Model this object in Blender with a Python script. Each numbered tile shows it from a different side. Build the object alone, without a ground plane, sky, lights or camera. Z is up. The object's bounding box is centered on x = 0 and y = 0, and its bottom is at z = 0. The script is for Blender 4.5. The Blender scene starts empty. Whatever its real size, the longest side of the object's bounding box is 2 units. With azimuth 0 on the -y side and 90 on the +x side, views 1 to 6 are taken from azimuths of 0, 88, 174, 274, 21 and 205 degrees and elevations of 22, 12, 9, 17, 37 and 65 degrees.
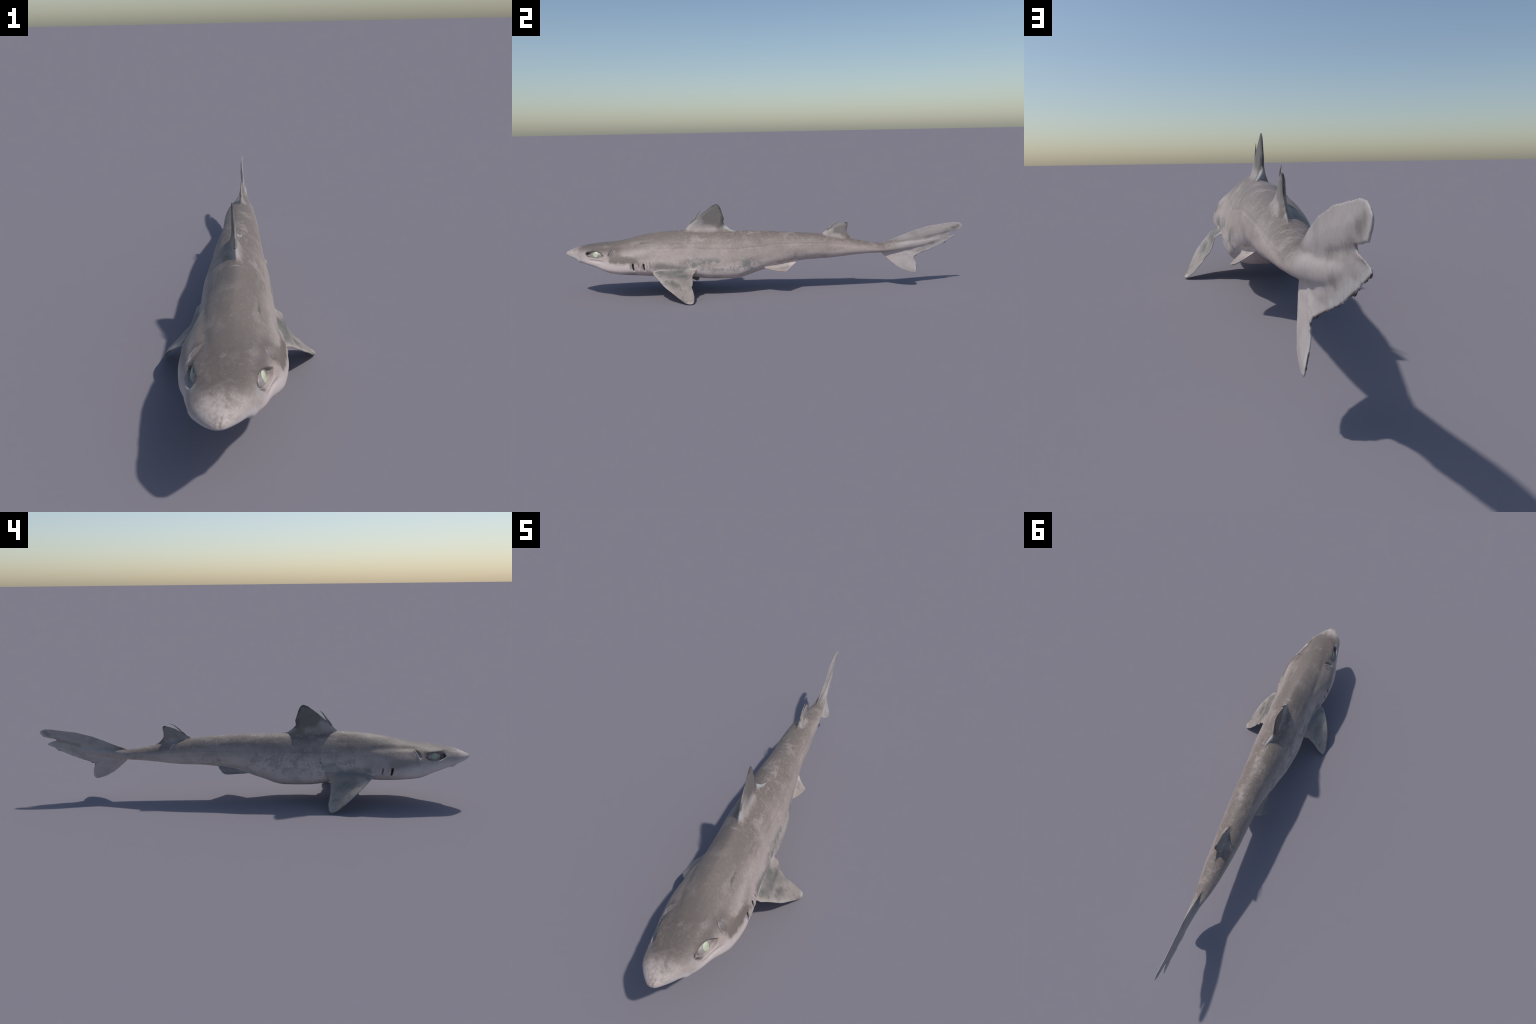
"""A small spiny dogfish, frozen or preserved, lying in the air as if swimming.

The body is a loft of cross-sections along a spine; the fins are solids built
from their outlines and fused with it in one voxel skin.  The junctions are
filleted, then eye sockets, gill slits, spiracles, nostrils and mouth are
pressed into the skin, and it is split into head, torso, tail and fins.
"""
import bpy, math
import numpy as np
from mathutils import Vector, noise as mnoise
from mathutils.bvhtree import BVHTree
from mathutils.geometry import delaunay_2d_cdt

rng = np.random.default_rng(7)
VOXEL = 0.0017

# ---------------------------------------------------------------- profiles
# y, spine x, half width, top z, bottom z, height of widest point, roundness above / below
SECTIONS = np.array([
    (-0.9990, -0.0217, 0.0125, 0.2212, 0.2080, 0.410, 0.900, 0.700),
    (-0.985, -0.0233, 0.0270, 0.2266, 0.2010, 0.400, 0.900, 0.660),
    (-0.950, -0.0240, 0.0540, 0.2402, 0.1888, 0.360, 0.900, 0.620),
    (-0.900, -0.0155, 0.0803, 0.2541, 0.1700, 0.300, 0.930, 0.650),
    (-0.830, -0.0113, 0.1000, 0.2637, 0.1475, 0.230, 0.980, 0.680),
    (-0.760, -0.0053, 0.1254, 0.2690, 0.1225, 0.245, 1.040, 0.720),
    (-0.680, -0.0043, 0.1357, 0.2840, 0.1110, 0.270, 1.150, 0.760),
    (-0.600, -0.0045, 0.1331, 0.3030, 0.1020, 0.293, 1.290, 0.800),
    (-0.500, -0.0010, 0.1150, 0.3146, 0.0965, 0.275, 1.280, 0.790),
    (-0.400, -0.0026, 0.1100, 0.3197, 0.0920, 0.257, 1.240, 0.820),
    (-0.280, -0.0064, 0.1124, 0.3118, 0.0775, 0.237, 1.180, 0.800),
    (-0.160, -0.0061, 0.1020, 0.3089, 0.0742, 0.254, 1.094, 0.770),
    (-0.040, -0.0072, 0.0857, 0.3061, 0.1055, 0.334, 1.004, 0.800),
    (0.080, -0.0036, 0.0705, 0.2991, 0.1410, 0.402, 0.970, 0.845),
    (0.200, -0.0060, 0.0649, 0.2909, 0.1560, 0.429, 0.975, 0.866),
    (0.320, -0.0095, 0.0602, 0.2755, 0.1610, 0.424, 0.999, 0.867),
    (0.440, -0.0101, 0.0515, 0.2524, 0.1730, 0.392, 1.041, 0.861),
    (0.520, -0.0095, 0.0428, 0.2370, 0.1789, 0.370, 1.070, 0.860),
    (0.600, -0.0080, 0.0298, 0.2260, 0.1815, 0.400, 1.050, 0.880),
    (0.660, -0.0065, 0.0205, 0.2290, 0.1865, 0.46, 1.00, 0.95),
    (0.720, -0.0063, 0.0150, 0.2340, 0.1930, 0.50, 1.00, 1.00),
    (0.800, -0.0110, 0.0095, 0.2410, 0.2060, 0.50, 1.00, 1.00),
    (0.870, -0.0130, 0.0055, 0.2500, 0.2260, 0.50, 1.00, 1.00),
    (0.910, -0.0150, 0.0022, 0.2560, 0.2460, 0.50, 1.00, 1.00),
])
SY = SECTIONS[:, 0]


def smooth_curve(x, y, xs):
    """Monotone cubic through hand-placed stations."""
    x, y, xs = (np.asarray(a, float) for a in (x, y, xs))
    h, m = np.diff(x), np.zeros(len(x))
    d = np.diff(y) / h
    for i in range(1, len(x) - 1):
        if d[i - 1] * d[i] > 0:
            w1, w2 = 2 * h[i] + h[i - 1], h[i] + 2 * h[i - 1]
            m[i] = (w1 + w2) / (w1 / d[i - 1] + w2 / d[i])
    m[0], m[-1] = d[0], d[-1]
    k = np.clip(np.searchsorted(x, xs) - 1, 0, len(x) - 2)
    t = np.clip((xs - x[k]) / h[k], 0, 1)
    return ((2 * t**3 - 3 * t**2 + 1) * y[k] + (t**3 - 2 * t**2 + t) * h[k] * m[k]
            + (-2 * t**3 + 3 * t**2) * y[k + 1] + (t**3 - t**2) * h[k] * m[k + 1])


def section(col, y):
    return smooth_curve(SY, SECTIONS[:, col], y)


def sstep(a, b, x):
    t = np.clip((np.asarray(x, float) - a) / (b - a), 0, 1)
    return t * t * (3 - 2 * t)


def body_loft(rings=300, around=132):
    s = np.linspace(0, 1, rings)
    ys = -0.999 + 1.909 * (0.35 * s**2 + 0.65 * s)
    th = np.linspace(0, 2 * np.pi, around, endpoint=False)
    cx, w, zt, zb, fm, eu, el = (section(i, ys)[:, None] for i in range(1, 8))
    cs, sn = np.cos(th)[None], np.sin(th)[None]
    e = np.where(sn > 0, eu, el)
    zm = zb + fm * (zt - zb)
    x = cx + w * np.sign(cs) * np.abs(cs) ** e
    z = zm + np.where(sn > 0, zt - zm, zm - zb) * np.sign(sn) * np.abs(sn) ** e
    v = np.stack([x, np.repeat(ys[:, None], around, 1), z], -1).reshape(-1, 3)
    f = []
    for i in range(rings - 1):
        for j in range(around):
            k = (j + 1) % around
            f.append((i * around + j, (i + 1) * around + j, (i + 1) * around + k, i * around + k))
    n = len(v)
    v = np.vstack([v, [cx[0, 0], -1.001, float(zm[0, 0])], [cx[-1, 0], ys[-1] + 0.003, float(zm[-1, 0])]])
    for j in range(around):
        k = (j + 1) % around
        f.append((n, j, k))
        f.append((n + 1, (rings - 1) * around + k, (rings - 1) * around + j))
    return v, [tuple(reversed(q)) for q in f]


# ---------------------------------------------------------------- fins
def dense(points, step=0.004):
    p = np.asarray(points, float)
    seg = np.linalg.norm(np.diff(p, axis=0), axis=1)
    s = np.concatenate([[0], np.cumsum(seg)])
    n = max(4, int(s[-1] / step))
    t = np.linspace(0, s[-1], n)
    return np.stack([np.interp(t, s, p[:, i]) for i in range(p.shape[1])], 1)


def edge_distance(q, loop):
    a, b = loop, np.roll(loop, -1, 0)
    ba = b - a
    best = np.full(len(q), 9.0)
    for i in range(len(a)):
        t = np.clip(((q - a[i]) @ ba[i]) / max(ba[i] @ ba[i], 1e-12), 0, 1)
        best = np.minimum(best, np.linalg.norm(q - a[i] - t[:, None] * ba[i], axis=1))
    return best


def upright_fin(outline, side_shift, half_thickness, ragged=None, step=0.005):
    """A fin in the vertical plane: (y, z) outline, x = side_shift(y, z), lens-like in section."""
    loop = dense(outline + [outline[0]], 0.004)[:-1]
    if ragged is not None:
        loop = ragged(loop)
    lo, hi = loop.min(0), loop.max(0)
    g = np.stack(np.meshgrid(np.arange(lo[0], hi[0], step), np.arange(lo[1], hi[1], step)), -1).reshape(-1, 2)
    g = g + rng.uniform(-0.0006, 0.0006, g.shape)
    # keep interior points
    inside = np.zeros(len(g), bool)
    a, b = loop, np.roll(loop, -1, 0)
    for i in range(len(a)):
        c = ((a[i, 1] > g[:, 1]) != (b[i, 1] > g[:, 1]))
        xi = a[i, 0] + (g[:, 1] - a[i, 1]) / (b[i, 1] - a[i, 1] + 1e-12) * (b[i, 0] - a[i, 0])
        inside ^= c & (g[:, 0] < xi)
    g = g[inside]
    g = g[edge_distance(g, loop) > 0.6 * step]
    pts = np.vstack([loop, g])
    n = len(loop)
    vs, _, fs, *_ = delaunay_2d_cdt([Vector(p) for p in pts], [], [list(range(n))], 1, 1e-7)
    q = np.array([tuple(v) for v in vs])
    d = edge_distance(q, loop)
    h = half_thickness(q[:, 0], q[:, 1], d)
    x = side_shift(q[:, 0], q[:, 1])
    A = np.stack([x + h, q[:, 0], q[:, 1]], 1)
    B = np.stack([x - h, q[:, 0], q[:, 1]], 1)
    m = len(q)
    faces = [tuple(f) for f in fs] + [tuple(m + i for i in reversed(f)) for f in fs]
    count = {}
    for f in fs:
        for i in range(len(f)):
            count[(f[i], f[(i + 1) % len(f)])] = 1
    for (i, j) in list(count):
        if (j, i) not in count:
            faces.append((j, i, m + i, m + j))
    return np.vstack([A, B]), faces


def paired_fin(lead, trail, half_thickness, camber, rows=46, cols=40, ragged=0.0, root_swell=0.0):
    """A fin lofted between a leading and a trailing edge (both from root to tip, in 3D)."""
    def along(p, s):
        p = np.asarray(p, float)
        seg = np.concatenate([[0], np.cumsum(np.linalg.norm(np.diff(p, axis=0), axis=1))])
        seg /= seg[-1]
        return np.stack([smooth_curve(seg, p[:, i], s) for i in range(3)], 1)
    s = np.linspace(0, 1, rows)
    L, T = along(lead, s), along(trail, s)
    c = np.linspace(0, 1, cols)
    c = 0.5 - 0.5 * np.cos(np.pi * c)
    P = L[:, None] * (1 - c[None, :, None]) + T[:, None] * c[None, :, None]
    du = np.gradient(P, axis=0)
    dv = np.gradient(P, axis=1)
    nrm = np.cross(du, dv)
    nrm /= np.linalg.norm(nrm, axis=-1, keepdims=True) + 1e-9
    nrm *= np.sign(np.sum(nrm[..., 2])) or 1
    S, C = np.meshgrid(s, c, indexing="ij")
    P = P + nrm * (camber * np.sin(np.pi * C) * np.sin(np.pi * np.clip(S * 1.0, 0, 1)))[..., None]
    if ragged:
        back = T - L
        back /= np.linalg.norm(back, axis=1, keepdims=True) + 1e-9
        jag = np.array([mnoise.noise((k * 0.55, 3.7, 0)) + 0.6 * mnoise.noise((k * 1.4, 9.1, 0)) for k in range(rows)])
        P = P + back[:, None] * (ragged * jag[:, None, None] * (C**4)[..., None])
    chord = np.linalg.norm(T - L, axis=1)[:, None]
    lens = np.minimum(1, (3.0 * np.maximum(C, 1e-6)) ** 0.5) * np.clip(1 - C, 0, 1) ** 1.1
    swell = root_swell * np.exp(-(S / 0.13) ** 1.5) * np.clip(1 - C, 0, 1) ** 1.3 * np.minimum(1, C / 0.12)
    P = P + nrm * (0.75 * swell)[..., None]
    h = 0.0011 + swell + half_thickness(S) * lens * np.minimum(1, chord / 0.03)
    A, B = (P + nrm * h[..., None]).reshape(-1, 3), (P - nrm * h[..., None]).reshape(-1, 3)
    m, f = rows * cols, []
    q = lambda i, j: i * cols + j
    for i in range(rows - 1):
        for j in range(cols - 1):
            f.append((q(i, j), q(i + 1, j), q(i + 1, j + 1), q(i, j + 1)))
            f.append(tuple(m + k for k in (q(i, j + 1), q(i + 1, j + 1), q(i + 1, j), q(i, j))))
    ring = [q(0, j) for j in range(cols)] + [q(i, cols - 1) for i in range(1, rows)] \
        + [q(rows - 1, j) for j in range(cols - 2, -1, -1)] + [q(i, 0) for i in range(rows - 2, 0, -1)]
    for a, b in zip(ring, ring[1:] + ring[:1]):
        f.append((a, b, m + b, m + a))
    return np.vstack([A, B]), f


def jagged(amount, where):
    def apply(loop):
        out = loop.copy()
        a, b = np.roll(loop, 1, 0), np.roll(loop, -1, 0)
        t = b - a
        nn = np.stack([t[:, 1], -t[:, 0]], 1) / (np.linalg.norm(t, axis=1, keepdims=True) + 1e-9)
        k = np.array([mnoise.noise((p[0] * 75, p[1] * 75, 1.3)) + 0.8 * mnoise.noise((p[0] * 190, p[1] * 190, 5.1)) for p in loop])
        return out + nn * (amount * k * where(loop[:, 0], loop[:, 1]))[:, None]
    return apply


FIRST_DORSAL = [(-0.415, 0.290), (-0.402, 0.323), (-0.386, 0.338), (-0.371, 0.354), (-0.343, 0.375), (-0.310, 0.404),
                (-0.284, 0.424), (-0.263, 0.4385), (-0.245, 0.4450), (-0.236, 0.443), (-0.228, 0.434), (-0.221, 0.418),
                (-0.215, 0.397), (-0.207, 0.372), (-0.211, 0.349), (-0.194, 0.332), (-0.174, 0.317), (-0.146, 0.3105),
                (-0.150, 0.3065), (-0.175, 0.300), (-0.20, 0.285)]
SECOND_DORSAL = [(0.255, 0.270), (0.280, 0.289), (0.305, 0.302), (0.320, 0.307), (0.336, 0.318), (0.350, 0.326), (0.377, 0.336),
                 (0.402, 0.3405), (0.410, 0.339), (0.413, 0.330), (0.409, 0.310), (0.408, 0.292), (0.415, 0.278),
                 (0.432, 0.262), (0.452, 0.2515), (0.448, 0.247), (0.42, 0.240), (0.30, 0.250)]
CAUDAL = [(0.560, 0.215), (0.584, 0.228), (0.628, 0.242), (0.690, 0.266), (0.756, 0.291), (0.825, 0.309), (0.880, 0.316), (0.937, 0.323),
          (0.962, 0.3248), (0.976, 0.3238), (0.987, 0.3200), (0.9955, 0.3140), (1.0005, 0.3075), (0.996, 0.2970), (0.987, 0.2885), (0.974, 0.2825), (0.950, 0.279), (0.931, 0.2768),
          (0.9195, 0.2732), (0.9245, 0.2700), (0.946, 0.2655), (0.9665, 0.2535), (0.940, 0.237), (0.915, 0.223), (0.889, 0.2085),
          (0.847, 0.191), (0.825, 0.183), (0.805, 0.175), (0.772, 0.163), (0.752, 0.151), (0.757, 0.133), (0.763, 0.114),
          (0.764, 0.097), (0.765, 0.086), (0.760, 0.078), (0.749, 0.0735), (0.724, 0.080), (0.697, 0.090), (0.660, 0.112),
          (0.632, 0.135), (0.612, 0.152), (0.584, 0.178), (0.560, 0.190)]


def caudal_shift(y, z):
    base = np.interp(y, [.56, .60, .70, .75, .80, .85, .92, .97, 1.0], [-.008, -.007, -.006, -.0075, -.0115, -.013, -.0155, -.0135, -.013])
    corner = -0.009 * sstep(.89, .965, y) * sstep(.272, .255, z)
    lower = np.interp(z, [.07, .09, .115, .135, .155, .18], [.022, .020, .0145, .010, .006, 0])
    wave = 0.0022 * np.sin((y - 0.7) * 62) * sstep(.225, .18, z) * sstep(.76, .82, y)
    fold = 0.0030 * np.exp(-(((y - 0.735) * 0.65 + (z - 0.16) * 0.75) / 0.010) ** 2) * sstep(.20, .165, z) * sstep(.10, .14, z)
    crease = -0.0016 * np.exp(-((z - np.interp(y, [.80, .93], [.247, .272])) / 0.005) ** 2) * sstep(.79, .83, y)
    return base + corner + lower + wave + fold + crease


def first_dorsal_shift(y, z):
    lobe = 0.026 * sstep(-.220, -.145, y) * sstep(.350, .312, z)
    return -0.028 * (z - .32) - 0.074 * (y + .40) + lobe


def first_dorsal_h(y, z, d):
    return np.minimum(0.0018 + 0.40 * d, 0.0070) * (0.62 + 0.38 * sstep(0.44, 0.34, z)) + 0.010 * np.exp(-np.maximum(z - 0.312, 0) / 0.012) * sstep(-0.150, -0.215, y) * sstep(-.415, -.375, y)


def second_dorsal_h(y, z, d):
    zs = section(3, y)
    return np.minimum(0.0014 + 0.34 * d, 0.0056) + 0.0075 * np.exp(-np.maximum(z - zs, 0) / 0.010) * sstep(0.445, 0.395, y) * sstep(.262, .30, y)


def caudal_h(y, z, d):
    upper = 0.0026 * np.exp(-((z - np.interp(y, [.6, .8, 1], [.225, .262, .31])) / 0.018) ** 2)
    return np.minimum(0.0011 + 0.10 * d, 0.0036) + upper * sstep(0.99, 0.9, y)


def mirror(p, dx):
    return [(-a, b, c) for a, b, c in p]


PECTORAL_RIGHT = dict(
    lead=[(-.060, -.545, .158), (-.110, -.560, .147), (-.136, -.558, .139), (-.150, -.548, .134), (-.175, -.518, .109), (-.196, -.487, .085),
          (-.212, -.453, .057), (-.222, -.420, .030), (-.228, -.385, .007), (-.2265, -.371, .001)],
    trail=[(-.060, -.352, .170), (-.105, -.343, .163), (-.126, -.344, .151), (-.129, -.358, .133), (-.138, -.367, .113), (-.147, -.3685, .100),
           (-.166, -.367, .080), (-.184, -.362, .056), (-.206, -.3565, .032), (-.222, -.358, .014), (-.2255, -.367, .003)])
PECTORAL_LEFT = dict(
    lead=[(.060, -.540, .152), (.105, -.553, .136), (.130, -.551, .129), (.141, -.544, .125), (.158, -.524, .108), (.184, -.494, .080),
          (.203, -.453, .050), (.217, -.413, .020), (.226, -.388, .005), (.2290, -.370, .0003)],
    trail=[(.060, -.360, .152), (.100, -.346, .145), (.118, -.345, .134), (.129, -.353, .126), (.132, -.361, .114), (.137, -.363, .098),
           (.147, -.361, .078), (.160, -.3655, .064), (.166, -.359, .053), (.179, -.354, .040), (.202, -.350, .015), (.220, -.354, .0030), (.2270, -.364, .0003)])
PELVIC_LEFT = dict(
    lead=[(.030, -.030, .155), (.052, -.030, .138), (.060, -.015, .130), (.069, .010, .124), (.080, .038, .119), (.088, .066, .116), (.092, .090, .1155)],
    trail=[(.018, .155, .170), (.032, .155, .158), (.041, .150, .151), (.050, .138, .143), (.064, .120, .131), (.080, .105, .121), (.0915, .094, .1165)])
PELVIC_RIGHT = dict(
    lead=[(-.035, -.030, .160), (-.058, -.030, .142), (-.067, -.012, .135), (-.077, .015, .134), (-.088, .053, .136), (-.099, .085, .138), (-.104, .104, .1385)],
    trail=[(-.030, .160, .182), (-.045, .158, .176), (-.057, .152, .168), (-.066, .146, .161), (-.078, .136, .150), (-.093, .124, .141), (-.1035, .112, .1385)])


def pectoral_h(S):
    return 0.017 * np.exp(-S / 0.10) + 0.0046 * (1 - 0.5 * S)


def pelvic_h(S):
    return 0.006 * np.exp(-S / 0.14) + 0.0026


SOLIDS = {"torso_form": body_loft()}
SOLIDS["dorsal_fin"] = upright_fin(FIRST_DORSAL, first_dorsal_shift, first_dorsal_h)
SOLIDS["dorsal_fin.001"] = upright_fin(SECOND_DORSAL, lambda y, z: -0.005 + (z - .27) * .05, second_dorsal_h)
SOLIDS["caudal_fin"] = upright_fin(CAUDAL, caudal_shift, caudal_h,
                                   ragged=jagged(0.0030, lambda y, z: sstep(.74, .76, y) * (sstep(.272, .262, z)) + 0.15 + 0.45 * sstep(.955, .97, y) * sstep(.30, .29, z) * sstep(.272, .278, z)))
SOLIDS["pectoral_fin"] = paired_fin(**PECTORAL_LEFT, half_thickness=pectoral_h, camber=-0.005, root_swell=0.013, ragged=0.003)
SOLIDS["pectoral_fin.001"] = paired_fin(**PECTORAL_RIGHT, half_thickness=pectoral_h, camber=-0.005, root_swell=0.013, ragged=0.0015)
SOLIDS["pelvic_fin"] = paired_fin(**PELVIC_LEFT, half_thickness=pelvic_h, camber=-0.005, ragged=0.001)
SOLIDS["pelvic_fin.001"] = paired_fin(**PELVIC_RIGHT, half_thickness=pelvic_h, camber=-0.005, ragged=0.001)


# ---------------------------------------------------------------- fuse into one skin
def make_mesh(name, v, f):
    me = bpy.data.meshes.new(name)
    me.from_pydata([tuple(map(float, p)) for p in v], [], f)
    me.validate()
    me.update()
    return me


def outward(me):
    import bmesh
    b = bmesh.new()
    b.from_mesh(me)
    bmesh.ops.recalc_face_normals(b, faces=b.faces)
    b.to_mesh(me)
    b.free()


def fused_skin():
    vs, fs, off = [], [], 0
    for k, (v, f) in SOLIDS.items():
        me = make_mesh("solid", v, f)
        outward(me)
        vs.append(v)
        fs += [tuple(i + off for i in p.vertices) for p in me.polygons]
        off += len(v)
        bpy.data.meshes.remove(me)
    me = make_mesh("skin_form", np.vstack(vs), fs)
    ob = bpy.data.objects.new("skin_form", me)
    bpy.context.scene.collection.objects.link(ob)
    m = ob.modifiers.new("skin", "REMESH")
    m.mode, m.voxel_size, m.adaptivity = "VOXEL", VOXEL, 0.0
    ev = ob.evaluated_get(bpy.context.evaluated_depsgraph_get()).to_mesh()
    n, k = len(ev.vertices), len(ev.polygons)
    co = np.empty(n * 3, np.float32)
    ev.vertices.foreach_get("co", co)
    tot = np.empty(k, np.int32)
    ev.polygons.foreach_get("loop_total", tot)
    idx = np.empty(len(ev.loops), np.int32)
    ev.loops.foreach_get("vertex_index", idx)
    assert (tot == 4).all()
    ob.evaluated_get(bpy.context.evaluated_depsgraph_get()).to_mesh_clear()
    bpy.data.objects.remove(ob)
    bpy.data.meshes.remove(me)
    return co.reshape(-1, 3).astype(float), idx.reshape(-1, 4)


V, Q = fused_skin()


def edges_of(Q):
    e = np.vstack([Q[:, [0, 1]], Q[:, [1, 2]], Q[:, [2, 3]], Q[:, [3, 0]]])
    e.sort(1)
    return np.unique(e[:, 0].astype(np.int64) * (Q.max() + 1) + e[:, 1])


def biggest_piece(V, Q):
    """Drop loose bits inside the fused skin."""
    n = len(V)
    code = edges_of(Q)
    a, b = code // (Q.max() + 1), code % (Q.max() + 1)
    lab = np.arange(n)
    while True:
        new = lab.copy()
        np.minimum.at(new, a, lab[b])
        np.minimum.at(new, b, lab[a])
        new = new[new]
        if (new == lab).all():
            break
        lab = new
    ids, cnt = np.unique(lab, return_counts=True)
    keep = lab == ids[np.argmax(cnt)]
    remap = np.cumsum(keep) - 1
    Q = Q[keep[Q[:, 0]]]
    return V[keep], remap[Q]


V, Q = biggest_piece(V, Q)
code = edges_of(Q)
EA, EB = code // (Q.max() + 1), code % (Q.max() + 1)
DEG = np.bincount(EA, minlength=len(V)) + np.bincount(EB, minlength=len(V))


def laplace(V):
    out = np.empty_like(V)
    for i in range(V.shape[1]):
        out[:, i] = (np.bincount(EA, V[EB, i], len(V)) + np.bincount(EB, V[EA, i], len(V))) / DEG
    return out - V


def vertex_normals(V):
    d1, d2 = V[Q[:, 2]] - V[Q[:, 0]], V[Q[:, 3]] - V[Q[:, 1]]
    fn = np.cross(d1, d2)
    out = np.zeros_like(V)
    for c in range(4):
        for i in range(3):
            out[:, i] += np.bincount(Q[:, c], fn[:, i], len(V))
    return out / (np.linalg.norm(out, axis=1, keepdims=True) + 1e-12)


def tree(key):
    v, f = SOLIDS[key]
    return BVHTree.FromPolygons([Vector(p) for p in v], f)


# which vertices belong to which fin, and where the fins meet the body
body_tree = tree("torso_form")
FINS = [k for k in SOLIDS if k != "torso_form"]
label = np.zeros(len(V), int)
fillet = np.zeros(len(V))
for li, k in enumerate(FINS, 1):
    v = SOLIDS[k][0]
    lo, hi = v.min(0) - 0.03, v.max(0) + 0.03
    t = tree(k)
    for i in np.nonzero(((V > lo) & (V < hi)).all(1))[0]:
        p = Vector(V[i])
        q, nn, _, df = t.find_nearest(p, 0.03)
        if q is None:
            continue
        qb, nb, _, db = body_tree.find_nearest(p)
        if df < db and db > 0.0022:
            label[i] = li
        r = {"caudal_fin": 0.010}.get(k, 0.016)
        fillet[i] = max(fillet[i], 1 - max(df, db) / r)
fillet = np.clip(fillet, 0, 1)
fillet = fillet**0.6

for _ in range(6):          # even out the voxel steps without shrinking
    V = V + 0.5 * laplace(V)
    V = V - 0.52 * laplace(V)
for _ in range(26):         # fillets where the fins grow out of the body
    V = V + (0.55 * fillet)[:, None] * laplace(V)
trunk = (label == 0) & (V[:, 1] < 0.55)
for _ in range(14):
    V = V + (0.5 * trunk)[:, None] * laplace(V)

# ---------------------------------------------------------------- relief pressed into the skin
NRM = vertex_normals(V)
for _ in range(4):
    NRM = NRM + 0.6 * laplace(NRM)
NRM /= np.linalg.norm(NRM, axis=1, keepdims=True)


def frame(side, c):
    """Vertices near a feature on one flank: along the body (u), up the flank (v)."""
    d = V - np.array(c)
    near = (np.linalg.norm(d, axis=1) < 0.11) & (np.sign(V[:, 0] - section(1, V[:, 1])) == side) & (label == 0)
    return near, d[:, 1], d[:, 2]


push = np.zeros(len(V))
EYES = [(1, (0.0720, -0.8300, 0.2190)), (-1, (-0.0925, -0.8285, 0.2250))]
EYE_SEAT = {}
brow = np.zeros(len(V))                                          # the brow juts sideways over the eye
for side, c in EYES:
    near, u, v = frame(side, c)
    EYE_SEAT[side] = V[np.argmin(np.linalg.norm(V - np.array(c), axis=1))].copy()
    v = v + 0.08 * u
    a = u + 0.0075                                               # the opening reaches further forward than back
    k = np.clip(1 - (a / 0.046) ** 2, 0, 1)
    half = 0.0165 * k**0.9 + 1e-5
    inside = sstep(1.20, 0.70, np.abs(v) / half) * (np.abs(a) < 0.046)
    push -= near * 0.0125 * inside
    push -= near * 0.0050 * np.exp(-((u + 0.040) / 0.010) ** 2 - (v / 0.009) ** 2)        # hollow front corner
    brow += side * near * (0.0045 if side > 0 else 0.0125) * np.exp(-((v - 0.0235) / 0.0090) ** 2 - ((u + .006) / 0.044) ** 4)
    push += near * 0.0022 * np.exp(-((v + 0.0185) / 0.0040) ** 2 - (u / 0.030) ** 4)      # lower lid
    push -= near * 0.0028 * np.exp(-((v + 0.0275) / 0.0070) ** 2 - (u / 0.040) ** 4)
SPIRACLES = [(1, (0.087, -0.758, 0.2295)), (-1, (-0.098, -0.758, 0.236))]
for side, c in SPIRACLES:
    near, u, v = frame(side, c)
    bend = u - 0.55 * v + 0.003 - 18.0 * v * v
    push -= near * 0.0085 * np.exp(-(bend / 0.0052) ** 2 - (v / 0.0135) ** 4)
    push += near * 0.0045 * np.exp(-((bend - 0.0095) / 0.0045) ** 2 - (v / 0.014) ** 4)
GILLS = {1: [(-0.644, 0.164, 1.6), (-0.617, 0.171, 0.4), (-0.593, 0.163, 1.3), (-0.577, 0.172, 0.15), (-0.561, 0.168, 0.45)],
         -1: [(-0.639, 0.166, 1.7), (-0.620, 0.171, 0.1), (-0.598, 0.169, 0.75), (-0.581, 0.173, 0.05), (-0.567, 0.174, 0.0)]}
for side, slits in GILLS.items():
    for gy, gz, open_ in slits:
        near, u, v = frame(side, (side * 0.132, gy, gz))
        u = u + 0.16 * v - 4.0 * v * v
        wid = 0.0016 + 0.0016 * open_
        push -= near * (0.0035 + 0.0050 * open_) * np.exp(-(u / wid) ** 2 - (v / 0.0165) ** 4)
        push += near * 0.0022 * np.exp(-((u - 2.6 * wid) / 0.005) ** 2 - (v / 0.018) ** 4)
# the throat is a little fuller on the left
push -= (label == 0) * 0.0060 * np.exp(-((V[:, 1] + 0.53) / 0.085) ** 2) * sstep(-.02, -.08, V[:, 0]) * sstep(.0, -.5, NRM[:, 2])
# nostrils, with a small flap
for side in (1, -1):
    c = np.array((-0.018 + side * 0.058, -0.916, 0.186 if side > 0 else 0.182))
    r = np.linalg.norm((V - c) / (1, 1.0, 1.0), axis=1)
    push += (label == 0) * 0.0055 * np.exp(-(r / 0.011) ** 2)
    c2 = c + (-side * 0.010, -0.012, -0.006)
    r2 = np.linalg.norm(V - c2, axis=1)
    push -= (label == 0) * 0.0075 * np.exp(-(r2 / 0.006) ** 2)
# mouth: a gentle arc across the underside, with lip folds
under = (label == 0) & (NRM[:, 2] < -0.2)
mx = V[:, 0] + 0.009
arc = V[:, 1] - (-0.812 + 9.0 * mx**2)
push += under * 0.0045 * np.exp(-((V[:, 1] + 0.770) / 0.036) ** 2) * sstep(0.105, 0.060, np.abs(mx + .010))   # the jaw stands below the snout
m = under * sstep(0.068, 0.050, np.abs(mx))
push -= m * 0.0045 * np.exp(-(arc / 0.0040) ** 2)
push += m * 0.0030 * np.exp(-((arc + 0.011) / 0.006) ** 2)
push += m * 0.0030 * np.exp(-((arc - 0.013) / 0.008) ** 2)
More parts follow.
